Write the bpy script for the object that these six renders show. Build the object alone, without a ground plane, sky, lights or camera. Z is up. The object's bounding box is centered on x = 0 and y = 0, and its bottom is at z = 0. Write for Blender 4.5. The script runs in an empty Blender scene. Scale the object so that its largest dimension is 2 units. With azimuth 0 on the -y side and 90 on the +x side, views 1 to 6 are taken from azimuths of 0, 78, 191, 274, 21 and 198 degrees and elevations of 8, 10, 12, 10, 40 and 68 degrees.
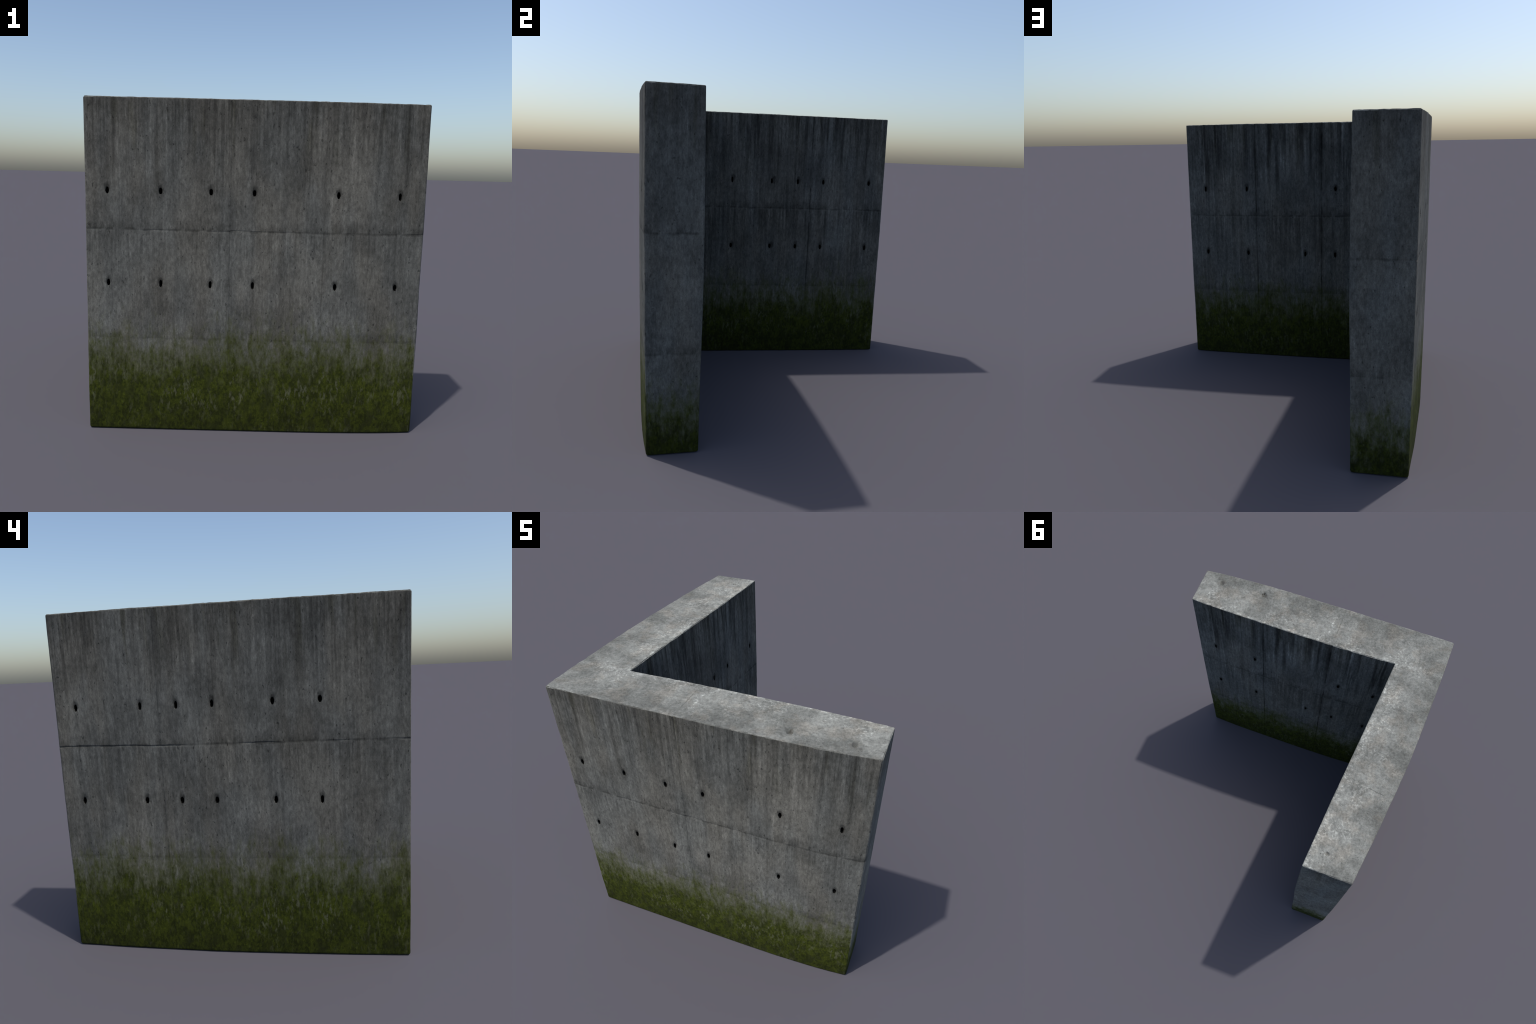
"""Weathered L-shaped board-marked concrete wall corner: two wings meeting at a
right angle, gently bowed in plan, with formwork joints, form-tie holes, pits in
the top and a band of moss at the foot."""
import bpy, math
import numpy as np

# ----------------------------------------------------------------- dimensions
H = 1.9980                     # height of the wall
XA, YA = -0.9972, -0.9930      # outer corner of the L
XB, YF = 0.9985, 0.9975        # free ends of the two wings
XD, YD = -0.633, -0.658        # inner corner of the L

# plan curves (control points along each face; x -> y or y -> x)
FRONT_OUTER = [(-1.0, -.9932), (-.92, -.9933), (-.75, -.9932), (-.40, -.9932), (0.0, -.9930), (.20, -.9920),
               (.45, -.9880), (.60, -.982), (.75, -.975), (.87, -.9655), (1.0, -.952)]
FRONT_INNER = [(-.70, -.660), (-.633, -.658), (-.39, -.6475), (-.14, -.6425), (.11, -.6405),
               (.35, -.6415), (.61, -.6435), (.80, -.648), (.93, -.6525), (1.0, -.659)]
SIDE_OUTER = [(-1.0, -.9972), (-.93, -.9940), (-.70, -.9860), (-.46, -.972), (-.25, -.9595),
              (-.05, -.945), (.09, -.934), (.22, -.9195), (.36, -.903), (.48, -.8895),
              (.63, -.872), (.76, -.8535), (.87, -.8365), (1.0, -.8195)]
SIDE_INNER = [(-.70, -.637), (-.659, -.633), (-.45, -.6165), (-.22, -.5955), (.09, -.567),
              (.30, -.548), (.49, -.5295), (.75, -.509), (1.0, -.489)]

# formwork: heights of the pour joints, bay joints and tie-hole rows
JOINT_HIGH = 1.243
JOINT_LOW = 0.585
TIE_ROWS = (1.467, 0.923)
FRONT_BAYS = (-0.146, 0.405)
SIDE_BAYS = (0.375,)
FRONT_TIES_OUT = (-0.865, -0.554, -0.260, -0.008, 0.482, 0.844)
FRONT_TIES_IN = (-0.556, -0.258, -0.008, 0.484, 0.845)
SIDE_TIES_OUT = (-0.519, -0.265, 0.067, 0.270, 0.479, 0.868)
SIDE_TIES_IN = (-0.519, -0.273, 0.050, 0.266, 0.480, 0.868)
TIE_RX, TIE_RZ, TIE_DEPTH = 0.0086, 0.0182, 0.034
# pits in the top: x, y, radius, depth
TOP_PITS = [(.492, -.891, .023, .026), (.839, -.881, .019, .014), (.627, -.812, .009, .004),
            (-.612, .866, .015, .016), (-.556, .952, .013, .003), (-.693, .196, .008, .004),
            (-.725, -.03, .007, .004), (-.30, -.78, .008, .003)]


# vertical belly of the faces: height -> outward bulge
BELLY_OUT = [(0, 0), (.25, .002), (.5, .0038), (.8, .0052), (1.1, .0056), (1.4, .005), (1.7, .0032), (2, .0012)]
BELLY_IN = [(0, -.006), (.2, -.004), (.4, -.0015), (.6, .001), (.8, .006), (1.0, .0095), (1.2, .010),
            (1.45, .0085), (1.75, .006), (2, .0045)]


def curve(points, q):
    p = np.array(points)
    # smooth the control polygon with a narrow moving average
    q = np.asarray(q, float)
    acc = 0
    for d in (-.06, -.03, 0, .03, .06):
        acc = acc + np.interp(np.clip(q + d, p[0, 0], p[-1, 0]), p[:, 0], p[:, 1])
    w = np.clip(np.minimum(q - p[0, 0], p[-1, 0] - q) / .12, 0, 1)
    return acc / 5 * w + np.interp(q, p[:, 0], p[:, 1]) * (1 - w)


def curve_z(points, z):
    p = np.array(points)
    return sum(np.interp(z + d, p[:, 0], p[:, 1]) for d in (-.1, -.05, 0, .05, .1)) / 5


# ----------------------------------------------------------------- noise
def _hash(ix, iy, iz, seed):
    h = (ix.astype(np.int64) * 374761393 + iy.astype(np.int64) * 668265263
         + iz.astype(np.int64) * 2147483647 + seed * 974634713) & 0xFFFFFFFF
    h = ((h ^ (h >> 13)) * 1274126177) & 0xFFFFFFFF
    h = ((h ^ (h >> 16)) * 2246822519) & 0xFFFFFFFF
    return ((h ^ (h >> 15)) & 0xFFFFFF) / float(0xFFFFFF) * 2 - 1


def value_noise(P, seed=0):
    i = np.floor(P)
    f = P - i
    f = f * f * (3 - 2 * f)
    i = i.astype(np.int64)
    out = 0
    for dx in (0, 1):
        wx = f[:, 0] if dx else 1 - f[:, 0]
        for dy in (0, 1):
            wy = f[:, 1] if dy else 1 - f[:, 1]
            for dz in (0, 1):
                wz = f[:, 2] if dz else 1 - f[:, 2]
                out = out + wx * wy * wz * _hash(i[:, 0] + dx, i[:, 1] + dy, i[:, 2] + dz, seed)
    return out


def fbm(P, octaves=3, seed=0):
    out, a = 0, 1.0
    for o in range(octaves):
        out = out + a * value_noise(P * 2 ** o + 17.3 * o, seed + o)
        a *= .5
    return out


def smooth(a, b, x):
    t = np.clip((x - a) / (b - a), 0, 1)
    return t * t * (3 - 2 * t)


# ----------------------------------------------------------------- grid lines
def lines(lo, hi, step, fine):
    """Sorted grid lines from lo to hi: a regular step, refined in the intervals
    fine = [(centre, half width, fine step)]."""
    vals = set()
    n = int(round((hi - lo) / step))
    for k in range(n + 1):
        v = lo + (hi - lo) * k / n
        if all(abs(v - c) > hw + st * .6 for c, hw, st in fine) or k in (0, n):
            vals.add(round(v, 5))
    for c, hw, st in fine:
        m = max(1, int(round(2 * hw / st)))
        for k in range(m + 1):
            v = c - hw + 2 * hw * k / m
            if lo <= v <= hi:
                vals.add(round(v, 5))
    out = sorted(vals)
    keep = [out[0]]
    for v in out[1:]:
        if v - keep[-1] > .0009:
            keep.append(v)
    keep[-1] = hi
    return np.array(keep)


R = 0.0085
edge_low = (lambda e: [(e + .0055, .0055, .0022)])
edge_high = (lambda e: [(e - .0055, .0055, .0022)])
Z = lines(0, H, .0115,
          [(.009, .009, .003), (H - .006, .006, .002), (JOINT_HIGH, .016, .0028), (.583, .036, .004)]
          + [(z, .026, .0033) for z in TIE_ROWS])
T = lines(0, 1, .034, [(.016, .016, .0055), (1 - .016, .016, .0055)])


def side_lines(lo, hi, ties_out, ties_in, lo_in, bays):
    """Columns of one wing as the outer-face coordinate; inner-face features are
    mapped back through the linear outer/inner correspondence."""
    k = (hi - lo) / (hi - lo_in)
    back = lambda v: hi - (hi - v) * k
    fine = [(lo + .006, .006, .002), (hi - .006, .006, .002)]
    for v in ties_out:
        fine.append((v, .0125, .0021))
    for v in ties_in:
        fine.append((back(v), .0125 * k, .0021 * k))
    for v in bays:
        fine.append((v, .008, .0023))
        fine.append((back(v), .008 * k, .0023 * k))
    return lines(lo, hi, .0105, fine)


# ----------------------------------------------------------------- relief
def joint(dist, half, depth):
    return -depth * (1 - smooth(half * .35, half, np.abs(dist)))


def relief(face, q, z, P):
    """Outward displacement (m) of a point of a vertical face: q is the coordinate
    along the face, z the height."""
    big = fbm(P * 3.1, 2, 11) * .0011
    mid = fbm(P * np.array([38., 38., 16.]), 3, 21) * .00055
    fin = value_noise(P * np.array([150., 150., 70.]), 31) * .00022
    d = big + mid + fin
    wob = value_noise(np.stack([q * 9, q * 0 + 3, q * 0 + face], 1), 41) * .0035 \
        + value_noise(np.stack([q * 40, q * 0 + 7, q * 0 + face], 1), 42) * .0012
    wv = value_noise(np.stack([z * 7, z * 0 + 5, z * 0 + face], 1), 43) * .0018
    step = np.zeros_like(q)
    if face == 0:
        step = np.where(q < FRONT_BAYS[0], -.004, .002)
        low = np.where(q < FRONT_BAYS[0], .570, np.where(q < .75, .591, .591 - (q - .75) * .09))
    elif face == 1:
        low = np.full_like(q, .598)
    elif face == 2:
        low = np.full_like(q, .566)
    elif face == 3:
        low = .584 + .010 * smooth(.3, .5, q)
    else:
        low = np.full_like(q, .594)
    patch = .12 + .88 * smooth(-.2, .45, value_noise(np.stack([q * 5, q * 0 + 1, q * 0 + face], 1), 44))
    if face == 2:                   # the joint gapes towards the free end of the side wing
        patch = np.maximum(patch, 1.5 * smooth(.15, .4, q))
    half = .0046 + .0022 * value_noise(np.stack([q * 13, q * 0 + 4, q * 0 + face], 1), 46)
    d = d + joint(z - JOINT_HIGH - wob - step, half, .0026 if face == 2 else .0015) * patch
    patch2 = .1 + .7 * smooth(-.1, .5, value_noise(np.stack([q * 6, q * 0 + 2, q * 0 + face], 1), 45))
    d = d + joint(z - low - wob * 1.2, .0042, .0007) * patch2
    bays = {0: FRONT_BAYS, 1: FRONT_BAYS, 2: SIDE_BAYS, 3: SIDE_BAYS}.get(face, ())
    for b in bays:
        deep = .0030 if face == 1 else (.0009 if b < 0 else .0005)
        d = d + joint(q - b - wv, .0048, deep)
    # slight step between neighbouring form panels
    for k, b in enumerate(bays):
        d = d + (.0007 if k % 2 else -.0009) * smooth(b - .003, b + .003, q)
    ties = {0: FRONT_TIES_OUT, 1: FRONT_TIES_IN, 2: SIDE_TIES_OUT, 3: SIDE_TIES_IN}.get(face, ())
    rho = np.full_like(q, 9.)
    for i, tq in enumerate(ties):
        for j, tz in enumerate(TIE_ROWS):
            if face == 1 and j == 0 and abs(tq + .008) < .01:
                continue            # plugged hole
            a = math.sin(7.1 * i + 3.3 * j + face)
            dx = (q - tq) / (TIE_RX * (1 + .10 * a))
            dz = (z - tz - .002 * a) / (TIE_RZ * (1 - .08 * a))
            rr = np.sqrt(dx * dx + dz * dz)
            rho = np.minimum(rho, rr)
            # worn hollow above the hole
            hx = (q - tq + .004 * a) / .013
            hz = (z - tz - .016) / .020
            d = d - .0024 * np.exp(-(hx * hx + hz * hz))
    d = d - TIE_DEPTH * (1 - smooth(.82, 1.10, rho))
    if face == 4:   # free end of the front wing: three small air holes
        for (a, b, r, dep) in ((-.721, 1.55, .007, .006), (-.714, 1.89, .006, .004), (-.72, .37, .006, .003)):
            rr = np.sqrt(((q - a) / r) ** 2 + ((z - b) / (r * 1.5)) ** 2)
            d = d - dep * (1 - smooth(.4, 1.1, rr))
    return d, rho


def top_relief(P):
    x, y = P[:, 0], P[:, 1]
    d = fbm(P * 4.0, 2, 51) * .0012 + fbm(P * 45., 3, 61) * .0009
    pits = value_noise(P * 95., 71)
    d = d - .0014 * smooth(.45, .8, pits)
    for (a, b, r, dep) in TOP_PITS:
        rr = np.hypot(x - a, y - b + .3 * (x - a)) / r
        d = d - dep * np.clip(1 - rr ** 1.6, 0, 1) - dep * .15 * np.exp(-(rr / 1.8) ** 2)
    # bay joint running across the top of the front wing
    on_front = smooth(-.62, -.66, y) * 1.0
    d = d + joint(x - FRONT_BAYS[0] - .002 * np.sin(y * 40), .0045, .0010) * on_front
    return d


# ----------------------------------------------------------------- build verts
VERTS, NORMAL_DIR = [], []
count = 0


def add(points):
    global count
    VERTS.append(points)
    start = count
    count += len(points)
    return start


def wing(front):
    """Return (index grid [column, ring], cap grid) after adding the vertices."""
    if front:
        S = side_lines(XA, XB, FRONT_TIES_OUT, FRONT_TIES_IN, XD, FRONT_BAYS)
        k = (S - XA) / (XB - XA)
        SI = XD + (XB - XD) * k
        O = np.stack([S, curve(FRONT_OUTER, S)], 1)
        I = np.stack([SI, curve(FRONT_INNER, SI)], 1)
    else:
        S = side_lines(YA, YF, SIDE_TIES_OUT, SIDE_TIES_IN, YD, SIDE_BAYS)
        k = (S - YA) / (YF - YA)
        SI = YD + (YF - YD) * k
        O = np.stack([curve(SIDE_OUTER, S), S], 1)
        I = np.stack([curve(SIDE_INNER, SI), SI], 1)
    O[0] = (XA, YA)
    I[0] = (XD, YD)
    nz, nt = len(Z), len(T)
    ring = [(0., z, 0) for z in Z] + [(t, H, 1) for t in T[1:-1]] \
        + [(1., z, 2) for z in Z[::-1]] + [(t, 0., 3) for t in T[::-1][1:-1]]
    ring = np.array(ring)
    nc, nr = len(S), len(ring)
    tt, zz, kind = ring[:, 0], ring[:, 1], ring[:, 2].astype(int)
    P = np.empty((nc, nr, 3))
    P[..., :2] = O[:, None, :] + (I - O)[:, None, :] * tt[None, :, None]
    P[..., 2] = zz[None, :]
    K = np.broadcast_to(kind, (nc, nr))
    P, K = P.reshape(-1, 3), K.reshape(-1)
    # cap over the free end
    cap_t, cap_z = np.meshgrid(T[1:-1], Z[1:-1], indexing='ij')
    C = np.empty((cap_t.size, 3))
    C[:, :2] = O[-1] + (I[-1] - O[-1]) * cap_t.reshape(-1, 1)
    C[:, 2] = cap_z.reshape(-1)
    P = np.vstack([P, C])
    K = np.concatenate([K, np.full(len(C), 4)])

    # rounded arrises: clamp to the inset solid, push back out by the radius
    r = R + (.012 - R) * (1 - smooth(.02, .15, P[:, 2]))
    x, y, z = P.T
    c = P.copy()
    if front:
        c[:, 0] = np.clip(x, XA + r, XB - r)
        yo, yi = curve(FRONT_OUTER, x), curve(FRONT_INNER, np.maximum(x, XD))
        yi = np.where(x >= XD - 1e-6, yi, 9)
        c[:, 1] = np.minimum(np.maximum(y, yo + r), yi - r)
    else:
        c[:, 1] = np.clip(y, YA + r, YF - r)
        xo, xi = curve(SIDE_OUTER, y), curve(SIDE_INNER, np.maximum(y, YD))
        xi = np.where(y >= YD - 1e-6, xi, 9)
        c[:, 0] = np.minimum(np.maximum(x, xo + r), xi - r)
    c[:, 2] = np.clip(z, r, H - r)
    v = P - c
    L = np.linalg.norm(v, axis=1, keepdims=True)
    n = v / np.maximum(L, 1e-9)
    Q = c + n * r[:, None]
    # relief
    disp = np.zeros(len(P))
    rho = np.full(len(P), 9.)
    for kk in (0, 2, 4):
        m = K == kk
        if kk == 4:
            face = 4 if front else 5
            q = P[m, 1] if front else P[m, 0]
        else:
            face = (0 if front else 2) + (1 if kk == 2 else 0)
            q = P[m, 0] if front else P[m, 1]
        disp[m], rho[m] = relief(face, q, P[m, 2], P[m])
    m = K == 1
    disp[m] = top_relief(P[m])
    # the rings on the arris take a mean of both neighbours: fade relief, chip the edge
    edge_z = np.minimum(H - P[:, 2], 1)
    near_top = (1 - smooth(.0, .012, H - P[:, 2])) * (K != 1)
    tcoord = np.concatenate([np.tile(tt, nc), cap_t.reshape(-1)])
    width = np.linalg.norm(I - O, axis=1)
    wfull = np.concatenate([np.repeat(width, nr), np.full(len(C), width[-1])])
    edge_t = np.minimum(tcoord, 1 - tcoord) * wfull
    near_edge = (1 - smooth(0, .014, edge_t)) * (K == 1)
    rough = np.clip(fbm(P * 19., 3, 81) + .20, 0, 1.3)
    arris = smooth(1.03, 1.28, L[:, 0] / r)
    chip = -.0034 * rough * np.maximum(arris, .5 * np.maximum(near_top, near_edge))
    disp = np.where(near_top > .5, disp * (1 - near_top), disp) + chip
    disp = np.where(K == 3, 0, disp)
    fade_floor = smooth(.0, .02, P[:, 2])
    disp = np.where((K == 0) | (K == 2) | (K == 4), disp * (.25 + .75 * fade_floor), disp)
    Q = Q + n * disp[:, None]
    # vertical belly of both faces, blended across the thickness
    axis = 1 if front else 0
    start_out, start_in = (XA, XD) if front else (YA, YD)
    along = P[:, 0] if front else P[:, 1]
    Q[:, axis] -= curve_z(BELLY_OUT, z) * (1 - tcoord) * smooth(0, .08, along - start_out)
    belly = curve_z(BELLY_IN, z) * tcoord
    Q[:, axis] += belly
    Q[:, 1 - axis] += belly * (1 - smooth(0, .05, along - start_in))     # both faces move at the inner corner
    return Q, rho, nc, nr, nz, nt


def wing_faces(idx, cap, nc, nr, nz, nt):
    a = idx
    b = np.roll(idx, -1, axis=1)
    F = np.stack([a[:-1], a[1:], b[1:], b[:-1]], -1).reshape(-1, 4)
    full = np.empty((nt, nz), int)          # cap grid including the rim
    last = idx[-1]
    full[0, :] = last[:nz]
    full[1:-1, -1] = last[nz:nz + nt - 2]
    full[-1, :] = last[nz + nt - 2:2 * nz + nt - 2][::-1]
    full[1:-1, 0] = last[2 * nz + nt - 2:][::-1]
    full[1:-1, 1:-1] = cap
    G = np.stack([full[:-1, :-1], full[1:, :-1], full[1:, 1:], full[:-1, 1:]], -1).reshape(-1, 4)
    return F, G


QF, rhoF, ncF, nrF, nzF, ntF = wing(True)
QS, rhoS, ncS, nrS, _, _ = wing(False)
idxF = np.arange(ncF * nrF).reshape(ncF, nrF)
capF = np.arange(ncF * nrF, len(QF)).reshape(ntF - 2, nzF - 2)
base = len(QF)
# the side wing shares the mitre column with the front wing
idxS = np.arange(ncS * nrS).reshape(ncS, nrS) + base
capS = np.arange(ncS * nrS, len(QS)).reshape(ntF - 2, nzF - 2) + base
mitre = .5 * (QF[:nrF] + QS[:nrS])
QF[:nrF] = mitre
idxS[0] = idxF[0]
V = np.vstack([QF, QS])
RHO = np.concatenate([rhoF, rhoS])
F1, G1 = wing_faces(idxF, capF, ncF, nrF, nzF, ntF)
F2, G2 = wing_faces(idxS, capS, ncS, nrS, nzF, ntF)
front_faces = np.vstack([F1, G1])
side_faces = np.vstack([F2[:, ::-1], G2[:, ::-1]])


def normals_of(faces):
    a, b, c, d = (V[faces[:, i]] for i in range(4))
    return np.cross(c - a, d - b)


# outward winding: the end caps look along +x (front) and +y (side)
if normals_of(G1)[:, 0].mean() < 0:
    G1 = G1[:, ::-1]
if normals_of(F1)[np.abs(V[F1].mean(1)[:, 2] - H) < .004][:, 2].mean() < 0:
    F1 = F1[:, ::-1]
if normals_of(G2)[:, 1].mean() < 0:
    G2 = G2[:, ::-1]
if normals_of(F2)[np.abs(V[F2].mean(1)[:, 2] - H) < .004][:, 2].mean() < 0:
    F2 = F2[:, ::-1]
front_faces, side_faces = np.vstack([F1, G1]), np.vstack([F2, G2])

V[:, 2] -= V[:, 2].min()
VN = np.zeros_like(V)
for faces in (front_faces, side_faces):
    fn = normals_of(faces)
    fn /= np.maximum(np.linalg.norm(fn, axis=1, keepdims=True), 1e-12) ** .5   # soften area weighting
    for i in range(4):
        np.add.at(VN, faces[:, i], fn)
VN /= np.maximum(np.linalg.norm(VN, axis=1, keepdims=True), 1e-12)


def make_object(name, faces, material, parent):
    used = np.unique(faces)
    remap = np.full(len(V), -1)
    remap[used] = np.arange(len(used))
    mesh = bpy.data.meshes.new(name)
    mesh.from_pydata(V[used].tolist(), [], remap[faces].tolist())
    mesh.polygons.foreach_set('use_smooth', [True] * len(mesh.polygons))
    mesh.normals_split_custom_set_from_vertices(VN[used].tolist())
    mesh.materials.append(material)
    mesh.update()
    obj = bpy.data.objects.new(name, mesh)
    bpy.context.scene.collection.objects.link(obj)
    obj.parent = parent
    return obj

# ----------------------------------------------------------------- materials
class Graph:
    """Small helper to write node graphs as expressions."""

    def __init__(self, name):
        self.mat = bpy.data.materials.new(name)
        self.mat.use_nodes = True
        self.nt = self.mat.node_tree
        self.bsdf = self.nt.nodes['Principled BSDF']
        self.obj = self.nt.nodes.new('ShaderNodeTexCoord').outputs['Object']
        sep = self.nt.nodes.new('ShaderNodeSeparateXYZ')
        self.nt.links.new(self.obj, sep.inputs[0])
        self.x, self.y, self.z = sep.outputs

    def put(self, socket, v):
        if hasattr(v, 'is_output'):
            self.nt.links.new(v, socket)
        else:
            socket.default_value = v

    def math(self, op, a, b=0., c=0., clamp=False):
        n = self.nt.nodes.new('ShaderNodeMath')
        n.operation, n.use_clamp = op, clamp
        for s, v in zip(n.inputs, (a, b, c)):
            self.put(s, v)
        return n.outputs[0]

    def mul(self, *v):
        out = v[0]
        for w in v[1:]:
            out = self.math('MULTIPLY', out, w)
        return out

    def add(self, *v):
        out = v[0]
        for w in v[1:]:
            out = self.math('ADD', out, w)
        return out

    def sub(self, a, b):
        return self.math('SUBTRACT', a, b)

    def scaled(self, scale, offset=(0, 0, 0), vec=None):
        n = self.nt.nodes.new('ShaderNodeVectorMath')
        n.operation = 'MULTIPLY_ADD'
        self.put(n.inputs[0], vec or self.obj)
        n.inputs[1].default_value = scale
        n.inputs[2].default_value = offset
        return n.outputs[0]

    def noise(self, scale, detail=2., rough=.5, offset=(0, 0, 0), distort=0.):
        n = self.nt.nodes.new('ShaderNodeTexNoise')
        self.put(n.inputs['Vector'], self.scaled(scale, offset))
        n.inputs['Scale'].default_value = 1.
        n.inputs['Detail'].default_value = detail
        n.inputs['Roughness'].default_value = rough
        n.inputs['Distortion'].default_value = distort
        return n.outputs['Fac']

    def voronoi(self, scale, offset=(0, 0, 0), randomness=1.):
        n = self.nt.nodes.new('ShaderNodeTexVoronoi')
        self.put(n.inputs['Vector'], self.scaled(scale, offset))
        n.inputs['Scale'].default_value = 1.
        n.inputs['Randomness'].default_value = randomness
        return n.outputs['Distance']

    def fit(self, v, a, b, lo=0., hi=1., smooth=True):
        n = self.nt.nodes.new('ShaderNodeMapRange')
        n.interpolation_type = 'SMOOTHSTEP' if smooth else 'LINEAR'
        self.put(n.inputs['Value'], v)
        for k, w in (('From Min', a), ('From Max', b), ('To Min', lo), ('To Max', hi)):
            self.put(n.inputs[k], w)
        return n.outputs['Result']

    def mix(self, fac, a, b):
        n = self.nt.nodes.new('ShaderNodeMix')
        n.data_type = 'RGBA'
        self.put(n.inputs[0], fac)
        self.put(n.inputs[6], a if hasattr(a, 'is_output') else (*a, 1))
        self.put(n.inputs[7], b if hasattr(b, 'is_output') else (*b, 1))
        return n.outputs[2]

    def tint(self, col, value):
        n = self.nt.nodes.new('ShaderNodeVectorMath')
        n.operation = 'SCALE'
        self.put(n.inputs[0], col)
        self.put(n.inputs['Scale'], value)
        return n.outputs[0]

    def finish(self, colour, height=None, strength=.3, distance=.002, rough=.95, retro=.3):
        self.put(self.bsdf.inputs['Base Color'], colour)
        self.put(self.bsdf.inputs['Roughness'], rough)
        self.bsdf.inputs['Specular IOR Level'].default_value = .12
        self.bsdf.inputs['Diffuse Roughness'].default_value = retro
        if height is not None:
            b = self.nt.nodes.new('ShaderNodeBump')
            b.inputs['Strength'].default_value = strength
            b.inputs['Distance'].default_value = distance
            self.put(b.inputs['Height'], height)
            self.put(self.bsdf.inputs['Normal'], b.outputs[0])
        return self.mat


def wall_material(name, along, ties, bays, streaks, end_at, seed):
    g = Graph(name)
    q = g.x if along == 'x' else g.y
    z = g.z
    o = (seed * 3.7, seed * 1.9, seed * 5.3)
    # 1 on the inner side of the corner, 0 on the outer
    inner = g.fit(g.y, -.85, -.80) if along == 'x' else g.fit(g.sub(g.x, g.mul(g.y, .085)), -.80, -.76)
    # --- grain, drips and clouds
    grain = g.noise((95, 95, 34), 3, .6, o)
    grit = g.noise((230, 230, 120), 2, .5, o)
    drip = g.noise((62, 62, 2.1), 3, .62, o)
    drip_wide = g.noise((13, 13, .9), 2, .55, o)
    drip_mid = g.noise((27, 27, 1.5), 3, .6, (o[1], o[1], o[2]))
    cloud = g.noise((3.2, 3.2, 2.4), 3, .55, o)
    cloud2 = g.noise((9, 9, 6), 3, .6, (o[1], o[2], o[0]))
    hue = g.noise((5.5, 5.5, 1.6), 2, .5, (o[2], o[0], o[1]))

    mottle = g.noise((58, 58, 27), 3, .62, (o[0], o[2], o[1]))
    value = g.fit(grain, .28, .72, .76, 1.24, False)
    value = g.mul(value, g.fit(mottle, .30, .70, .80, 1.20, False))
    value = g.mul(value, g.fit(grit, .3, .7, .84, 1.16, False))
    value = g.mul(value, g.fit(cloud, .34, .66, .84, 1.15))
    value = g.mul(value, g.fit(cloud2, .3, .7, .86, 1.12))

    # --- run-off: dark drips from the top edge and, weaker, from the pour joint
    from_top = g.fit(g.add(z, g.mul(g.sub(drip_wide, .5), .9)), 1.15, 1.95)
    under = g.mul(g.fit(z, 1.225, 1.24, 1., 0.), g.fit(z, .80, 1.225, 0., .75))
    run = g.math('MAXIMUM', from_top, under)
    run = g.math('MAXIMUM', run, .42)
    end_face = g.fit(q, end_at - .012, end_at - .003, 1., .30)
    run = g.mul(run, end_face)
    dark = g.mul(run, g.fit(drip, .34, .62, 1., 0.))
    value = g.mul(value, g.fit(dark, 0., 1., 1., .67, False))
    dark2 = g.mul(run, g.fit(drip_mid, .32, .56, 1., 0.))
    value = g.mul(value, g.sub(1., g.mul(dark2, g.fit(inner, 0., 1., .33, .62, False))))
    soot = g.mul(g.fit(z, 1.72, 2.0), g.fit(drip_wide, .36, .62))
    value = g.mul(value, g.fit(soot, 0., 1., 1., .80, False))
    pale = g.mul(g.fit(drip, .56, .70), g.fit(g.noise((19, 19, 1.3), 2, .5, o), .46, .60), g.fit(run, .2, .8, .35, 1.))
    value = g.mul(value, g.add(1., g.mul(pale, g.fit(inner, 0., 1., .24, .65, False))))

    # --- air holes: small dark specks
    specks = g.fit(g.noise((74, 74, 40), 2, .45, (o[1], 6, o[2])), .665, .74)
    value = g.mul(value, g.fit(specks, 0., 1., 1., .50, False))

    # --- chalky abrasion low on the wall, above the lower joint
    chalk = g.mul(g.fit(g.noise((60, 60, 22), 3, .7, o), .56, .70), g.fit(g.noise((7, 7, 9), 2, .5, o), .50, .66),
                  g.fit(z, .55, .60), g.fit(z, .66, .95, 1., .15))
    value = g.mul(value, g.fit(chalk, 0., 1., 1., 1.45, False))

    # --- pour joints: thin dirt line and a soft dark band above it
    wave = g.mul(g.sub(g.noise((9, 9, 1), 2, .5, o), .5), .014)
    breaks = g.fit(g.noise((14, 14, 3), 2, .6, o), .36, .60)
    for level, keep, band in ((JOINT_HIGH, .40, .36), (JOINT_LOW, .22, .32)):
        dz = g.sub(g.sub(z, level), wave)
        line = g.mul(g.fit(g.math('ABSOLUTE', dz), .0015, g.fit(breaks, 0., 1., .007, .013), 1., 0.), breaks, keep)
        halo = g.mul(g.fit(dz, -.004, .004), g.fit(dz, .005, .075, 1., 0.), band,
                     g.fit(g.noise((16, 16, 6), 3, .6, o), .40, .60))
        value = g.mul(value, g.sub(1., line), g.sub(1., halo))
    # --- bay joints
    sway = g.mul(g.sub(g.noise((1, 1, 6), 2, .5, o), .5), .010)
    for b in bays:
        dq = g.math('ABSOLUTE', g.sub(g.sub(q, b), sway))
        line = g.mul(g.fit(dq, .0015, .008, 1., 0.), g.fit(g.noise((2, 2, 9), 2, .5, o), .35, .6, .0, .18), g.fit(inner, 0., 1., 1., 3.4, False))
        value = g.mul(value, g.sub(1., line))

        band = g.mul(g.fit(dq, .0, .030, 1., 0.), g.fit(drip_mid, .35, .60, .02, .20))
        value = g.mul(value, g.sub(1., band))
    for b in streaks:
        dq = g.math('ABSOLUTE', g.sub(g.sub(q, b), sway))
        value = g.mul(value, g.sub(1., g.mul(g.fit(dq, .0, .022, 1., 0.), g.fit(drip_mid, .35, .60, .0, .16))))

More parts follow.
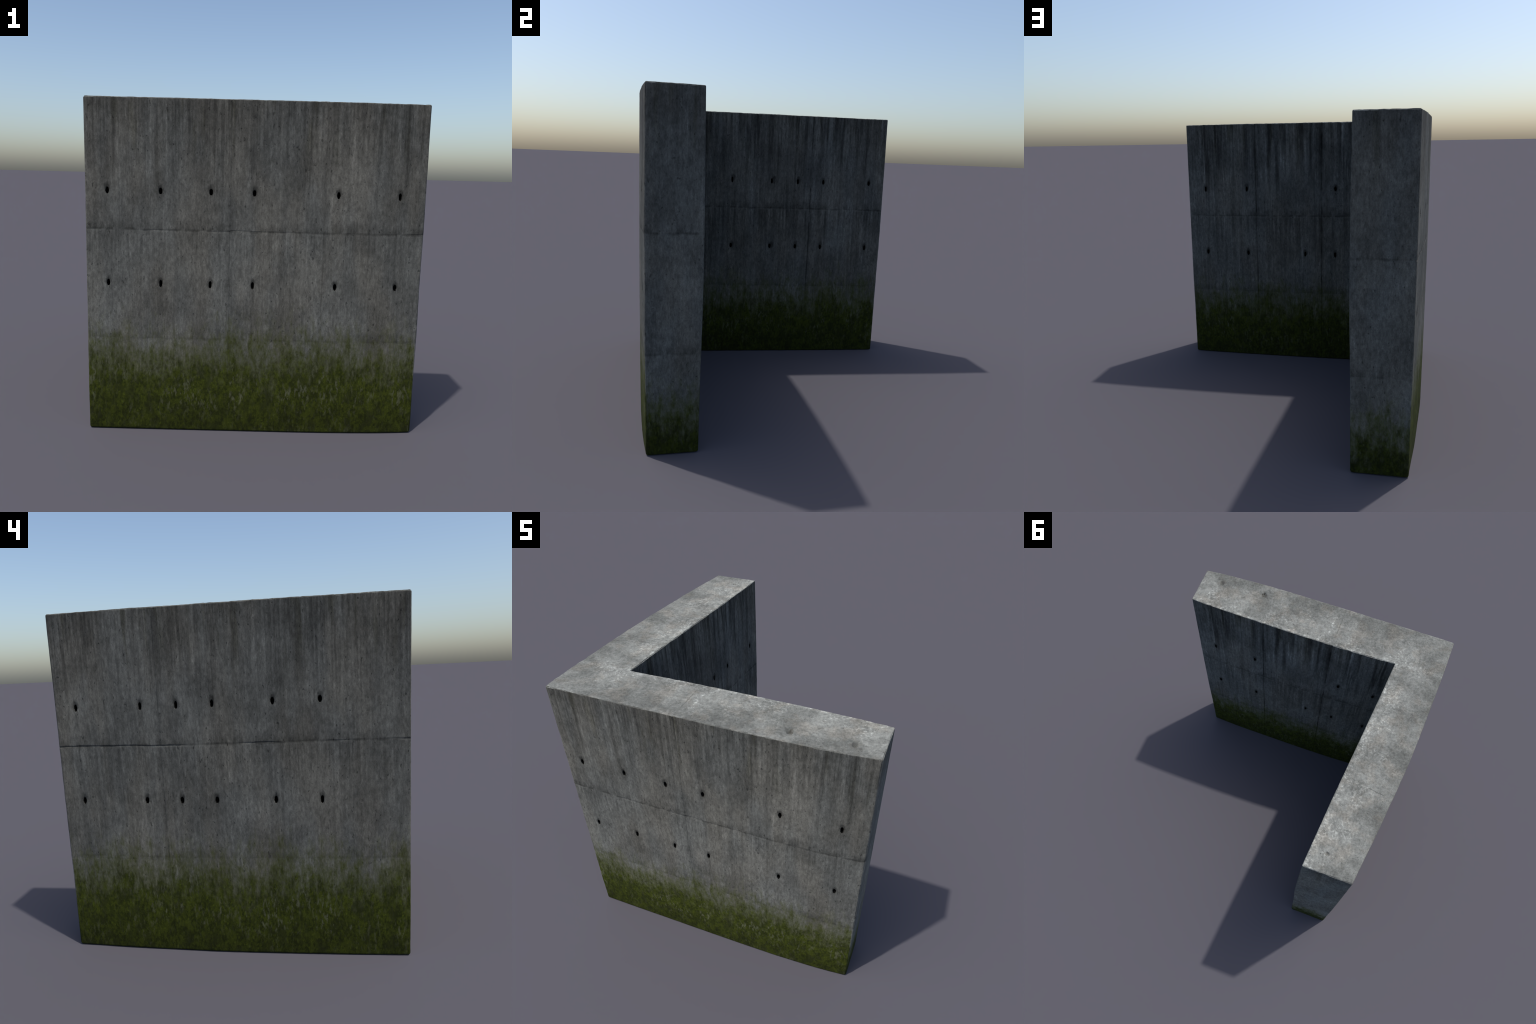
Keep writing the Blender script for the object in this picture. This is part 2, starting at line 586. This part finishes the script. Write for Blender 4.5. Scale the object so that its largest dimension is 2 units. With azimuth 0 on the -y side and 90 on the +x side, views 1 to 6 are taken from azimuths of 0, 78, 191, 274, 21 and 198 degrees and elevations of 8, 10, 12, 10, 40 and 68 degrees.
    # --- wet dirt round and above every tie hole
    near = None
    for t in ties:
        d = g.math('ABSOLUTE', g.sub(q, t))
        near = d if near is None else g.math('MINIMUM', near, d)
    up = None
    for r in TIE_ROWS:
        d = g.math('ABSOLUTE', g.sub(z, r + .013))
        up = d if up is None else g.math('MINIMUM', up, d)
    ring = g.math('SQRT', g.add(g.math('POWER', g.math('DIVIDE', near, .021), 2.),
                                g.math('POWER', g.math('DIVIDE', up, .038), 2.)))
    ring = g.add(ring, g.mul(g.sub(g.noise((55, 55, 30), 2, .5, o), .5), .9))
    if along == 'x':    # the plugged hole on the inner side stays clean
        plug = g.mul(inner, g.fit(g.math('ABSOLUTE', g.add(q, .008)), .06, .08, 1., 0.), g.fit(z, 1.30, 1.35))
        ring = g.add(ring, g.mul(plug, 3.))
    value = g.mul(value, g.fit(ring, .35, 1.15, .42, 1.))
    below = None
    for r in TIE_ROWS:
        d = g.mul(g.fit(z, r - .24, r - .02, 0., 1.), g.fit(z, r - .02, r, 1., 0.))
        below = d if below is None else g.math('MAXIMUM', below, d)
    trail = g.mul(below, g.fit(near, .004, .022, 1., 0.), g.fit(drip, .40, .58))
    value = g.mul(value, g.fit(trail, 0., 1., 1., .80, False))

    stone = g.mix(g.fit(hue, .36, .64), (.1185, .1206, .1108), (.1256, .1219, .1064))
    colour = g.tint(stone, value)

    # --- brown-green algae tint in the run-off near the top
    algae = g.mul(g.fit(z, 1.45, 1.95), g.fit(g.noise((17, 17, 1.6), 3, .6, (o[1], o[0], 2)), .54, .68), .55)
    colour = g.mix(algae, colour, g.tint(g.mix(0., (.066, .064, .045), (0, 0, 0)), value))

    # --- moss at the foot, thin on the free end
    lift = g.add(g.mul(g.sub(g.noise((30, 30, 11), 4, .62, o), .5), .56),
                 g.mul(g.sub(g.noise((11, 11, 9), 3, .6, (o[1], 5, o[2])), .5), .26),
                 g.mul(g.sub(g.noise((95, 95, 52), 2, .6, o), .5), .20),
                 g.mul(g.sub(g.noise((4.5, 4.5, 2), 2, .5, o), .5), .24))
    end = g.fit(q, end_at - .012, end_at - .003, 0., .24)
    level = g.add(z, lift, end, -.045)
    moss = g.fit(level, .25, .58, 1., 0.)
    film = g.fit(level, .36, .70, .62, 0.)
    tuft = g.noise((66, 66, 46), 3, .65, (o[2], 1, o[0]))
    blades = g.noise((90, 90, 62), 2, .6, (1, o[1], o[0]))
    bald = g.mul(g.fit(g.noise((54, 54, 20), 4, .65, (o[2], o[2], 3)), .50, .66),
                 g.fit(g.noise((8, 8, 5), 2, .5, (3, o[2], 3)), .40, .64, .12, 1.), g.fit(z, .05, .24, .26, .82))
    clump = g.noise((21, 21, 14), 3, .62, (5, o[2], o[1]))
    green = g.mix(g.fit(g.add(g.mul(clump, .42), g.mul(tuft, .58)), .38, .62), (.0150, .0190, .0032), (.0390, .0485, .0056))
    green = g.mix(g.mul(g.fit(blades, .54, .72, 0., .62), g.fit(clump, .40, .60, .35, 1.)), green, (.066, .085, .0078))
    green = g.mix(g.fit(g.noise((14, 14, 10), 3, .6, (7, 3, o[1])), .48, .66, 0., .60), green, (.0175, .0205, .0060))
    green = g.tint(green, g.fit(z, .0, .32, .74, 1.08))
    colour = g.mix(film, colour, g.tint(g.mix(0., (.070, .076, .023), (0, 0, 0)), g.fit(grain, .25, .75, .75, 1.25, False)))
    colour = g.mix(g.mul(moss, g.sub(1., bald)), colour, green)

    height = g.add(g.mul(grain, .7), g.mul(grit, .35), g.mul(specks, -1.2), g.mul(moss, tuft, .5), g.mul(moss, blades, .25))
    return g.finish(colour, height, .40, .0024, retro=.8)


def top_material(name):
    g = Graph(name)
    cloud = g.noise((4.6, 4.6, 4.6), 4, .60, (2, 5, 1))
    blotch = g.noise((19, 19, 19), 3, .62, (4, 1, 7))
    grain = g.noise((60, 60, 60), 4, .68, (1, 3, 8))
    grit = g.noise((165, 165, 165), 2, .6, (9, 2, 2))
    on_side = g.fit(g.y, -.66, -.64)
    across_front = g.math('DIVIDE', g.add(g.y, .995), .35)
    across_side = g.math('DIVIDE', g.sub(g.add(g.x, .955), g.mul(g.y, .085)), .35)
    across = g.add(g.mul(across_front, g.sub(1., on_side)), g.mul(across_side, on_side))   # 0 outer edge, 1 inner edge
    value = g.fit(cloud, .38, .62, .78, 1.14)
    value = g.mul(value, g.fit(g.add(across, g.mul(g.sub(blotch, .5), 1.2)), .1, .9, .90, 1.08))
    value = g.mul(value, g.fit(blotch, .3, .7, .84, 1.14, False))
    value = g.mul(value, g.fit(grain, .32, .68, .76, 1.24, False))
    value = g.mul(value, g.fit(grit, .3, .7, .88, 1.12, False))
    pores = g.fit(g.noise((105, 105, 105), 2, .5, (6, 6, 2)), .64, .72)
    pores = g.mul(pores, g.fit(g.noise((14, 14, 14), 2, .5, (3, 8, 5)), .42, .60, .25, 1.))
    value = g.mul(value, g.fit(pores, 0., 1., 1., .52, False))
    chalk = g.mul(g.fit(g.noise((62, 62, 62), 3, .7, (5, 2, 4)), .50, .64),
                  g.fit(g.add(g.noise((6.5, 6.5, 6.5), 2, .5, (1, 7, 1)), g.mul(g.sub(across, .5), .34)), .54, .68))
    value = g.mul(value, g.fit(chalk, 0., 1., 1., 1.60, False))
    # water stains in and around the pits
    for (a, b, r, dep) in TOP_PITS[:5]:
        dx, dy = g.sub(g.x, a), g.sub(g.y, b)
        d = g.math('SQRT', g.add(g.mul(dx, dx), g.mul(dy, dy)))
        d = g.add(d, g.mul(g.sub(blotch, .5), r * 1.6))
        value = g.mul(value, g.fit(d, r * .30, r * 1.4, .74, 1.))
    # dirt in the bay joint crossing the front wing
    dq = g.math('ABSOLUTE', g.sub(g.add(g.x, .146), g.mul(g.sub(blotch, .5), .006)))
    line = g.mul(g.fit(dq, .001, .006, 1., 0.), g.fit(cloud, .40, .60, .0, .30), g.fit(g.y, -.64, -.60, 1., 0.))
    value = g.mul(value, g.sub(1., line))
    # hairline crack across the side wing
    hair = g.add(g.sub(g.y, .356), g.mul(g.add(g.x, .783), .14), g.mul(g.sub(blotch, .5), .004))
    crack = g.mul(g.fit(g.math('ABSOLUTE', hair), .0008, .003, 1., 0.), g.fit(g.x, -.85, -.83), g.fit(g.x, -.735, -.72, 1., 0.))
    value = g.mul(value, g.fit(crack, 0., 1., 1., .5, False))
    rim = g.math('MAXIMUM', g.fit(across, .90, .99), g.fit(across, .01, .06, .6, 0.))
    value = g.mul(value, g.add(1., g.mul(rim, g.fit(blotch, .40, .62), .22)))
    warm = g.fit(g.noise((8, 8, 8), 3, .6, (4, 2, 9)), .46, .66)
    rust = g.mul(g.fit(g.noise((20, 20, 20), 3, .6, (2, 9, 4)), .62, .76), .30)
    stone = g.mix(warm, (.189, .194, .177), (.199, .194, .170))
    stone = g.mix(rust, stone, (.165, .150, .120))
    height = g.add(g.mul(grain, 1.1), g.mul(grit, .45), g.mul(pores, -1.2), g.mul(blotch, .8))
    return g.finish(g.tint(stone, value), height, .6, .0035)


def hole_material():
    g = Graph('near_black')
    return g.finish((.0035, .0032, .0028, 1), rough=1.)  # near-black base colour inside the tie holes


concrete_front = wall_material('stained_concrete', 'x', FRONT_TIES_OUT, FRONT_BAYS, (-.554, .16), XB, 1.)
concrete_side = wall_material('stained_concrete', 'y', SIDE_TIES_OUT, SIDE_BAYS, (.472, -.30), YF, 2.)
top_front = top_side = top_material('weathered_concrete')
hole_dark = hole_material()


# ----------------------------------------------------------------- assemble
root = bpy.data.objects.new('concrete_wall', None)
bpy.context.scene.collection.objects.link(root)
root['label'] = 'weathered grey L-shaped concrete wall corner with mossy foot'
root['category'] = 'concrete wall'


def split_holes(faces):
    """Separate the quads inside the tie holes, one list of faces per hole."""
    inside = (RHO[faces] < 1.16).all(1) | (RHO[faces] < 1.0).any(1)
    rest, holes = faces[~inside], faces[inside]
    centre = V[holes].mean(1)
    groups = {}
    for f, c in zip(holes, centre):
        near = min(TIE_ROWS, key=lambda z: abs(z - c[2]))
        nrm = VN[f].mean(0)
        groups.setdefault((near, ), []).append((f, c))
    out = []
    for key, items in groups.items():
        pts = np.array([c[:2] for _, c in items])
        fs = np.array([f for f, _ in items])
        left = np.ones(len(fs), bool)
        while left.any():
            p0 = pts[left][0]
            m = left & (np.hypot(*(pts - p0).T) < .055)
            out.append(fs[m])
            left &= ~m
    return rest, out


for faces, mat, top in ((front_faces, concrete_front, top_front), (side_faces, concrete_side, top_side)):
    body, holes = split_holes(faces)
    fn = normals_of(body)
    fn /= np.maximum(np.linalg.norm(fn, axis=1, keepdims=True), 1e-12)
    is_top = (fn[:, 2] > .60) & (V[body].mean(1)[:, 2] > H - .03)
    wall = make_object('wall', body[~is_top], mat, root)
    make_object('wall_top', body[is_top], top, wall)
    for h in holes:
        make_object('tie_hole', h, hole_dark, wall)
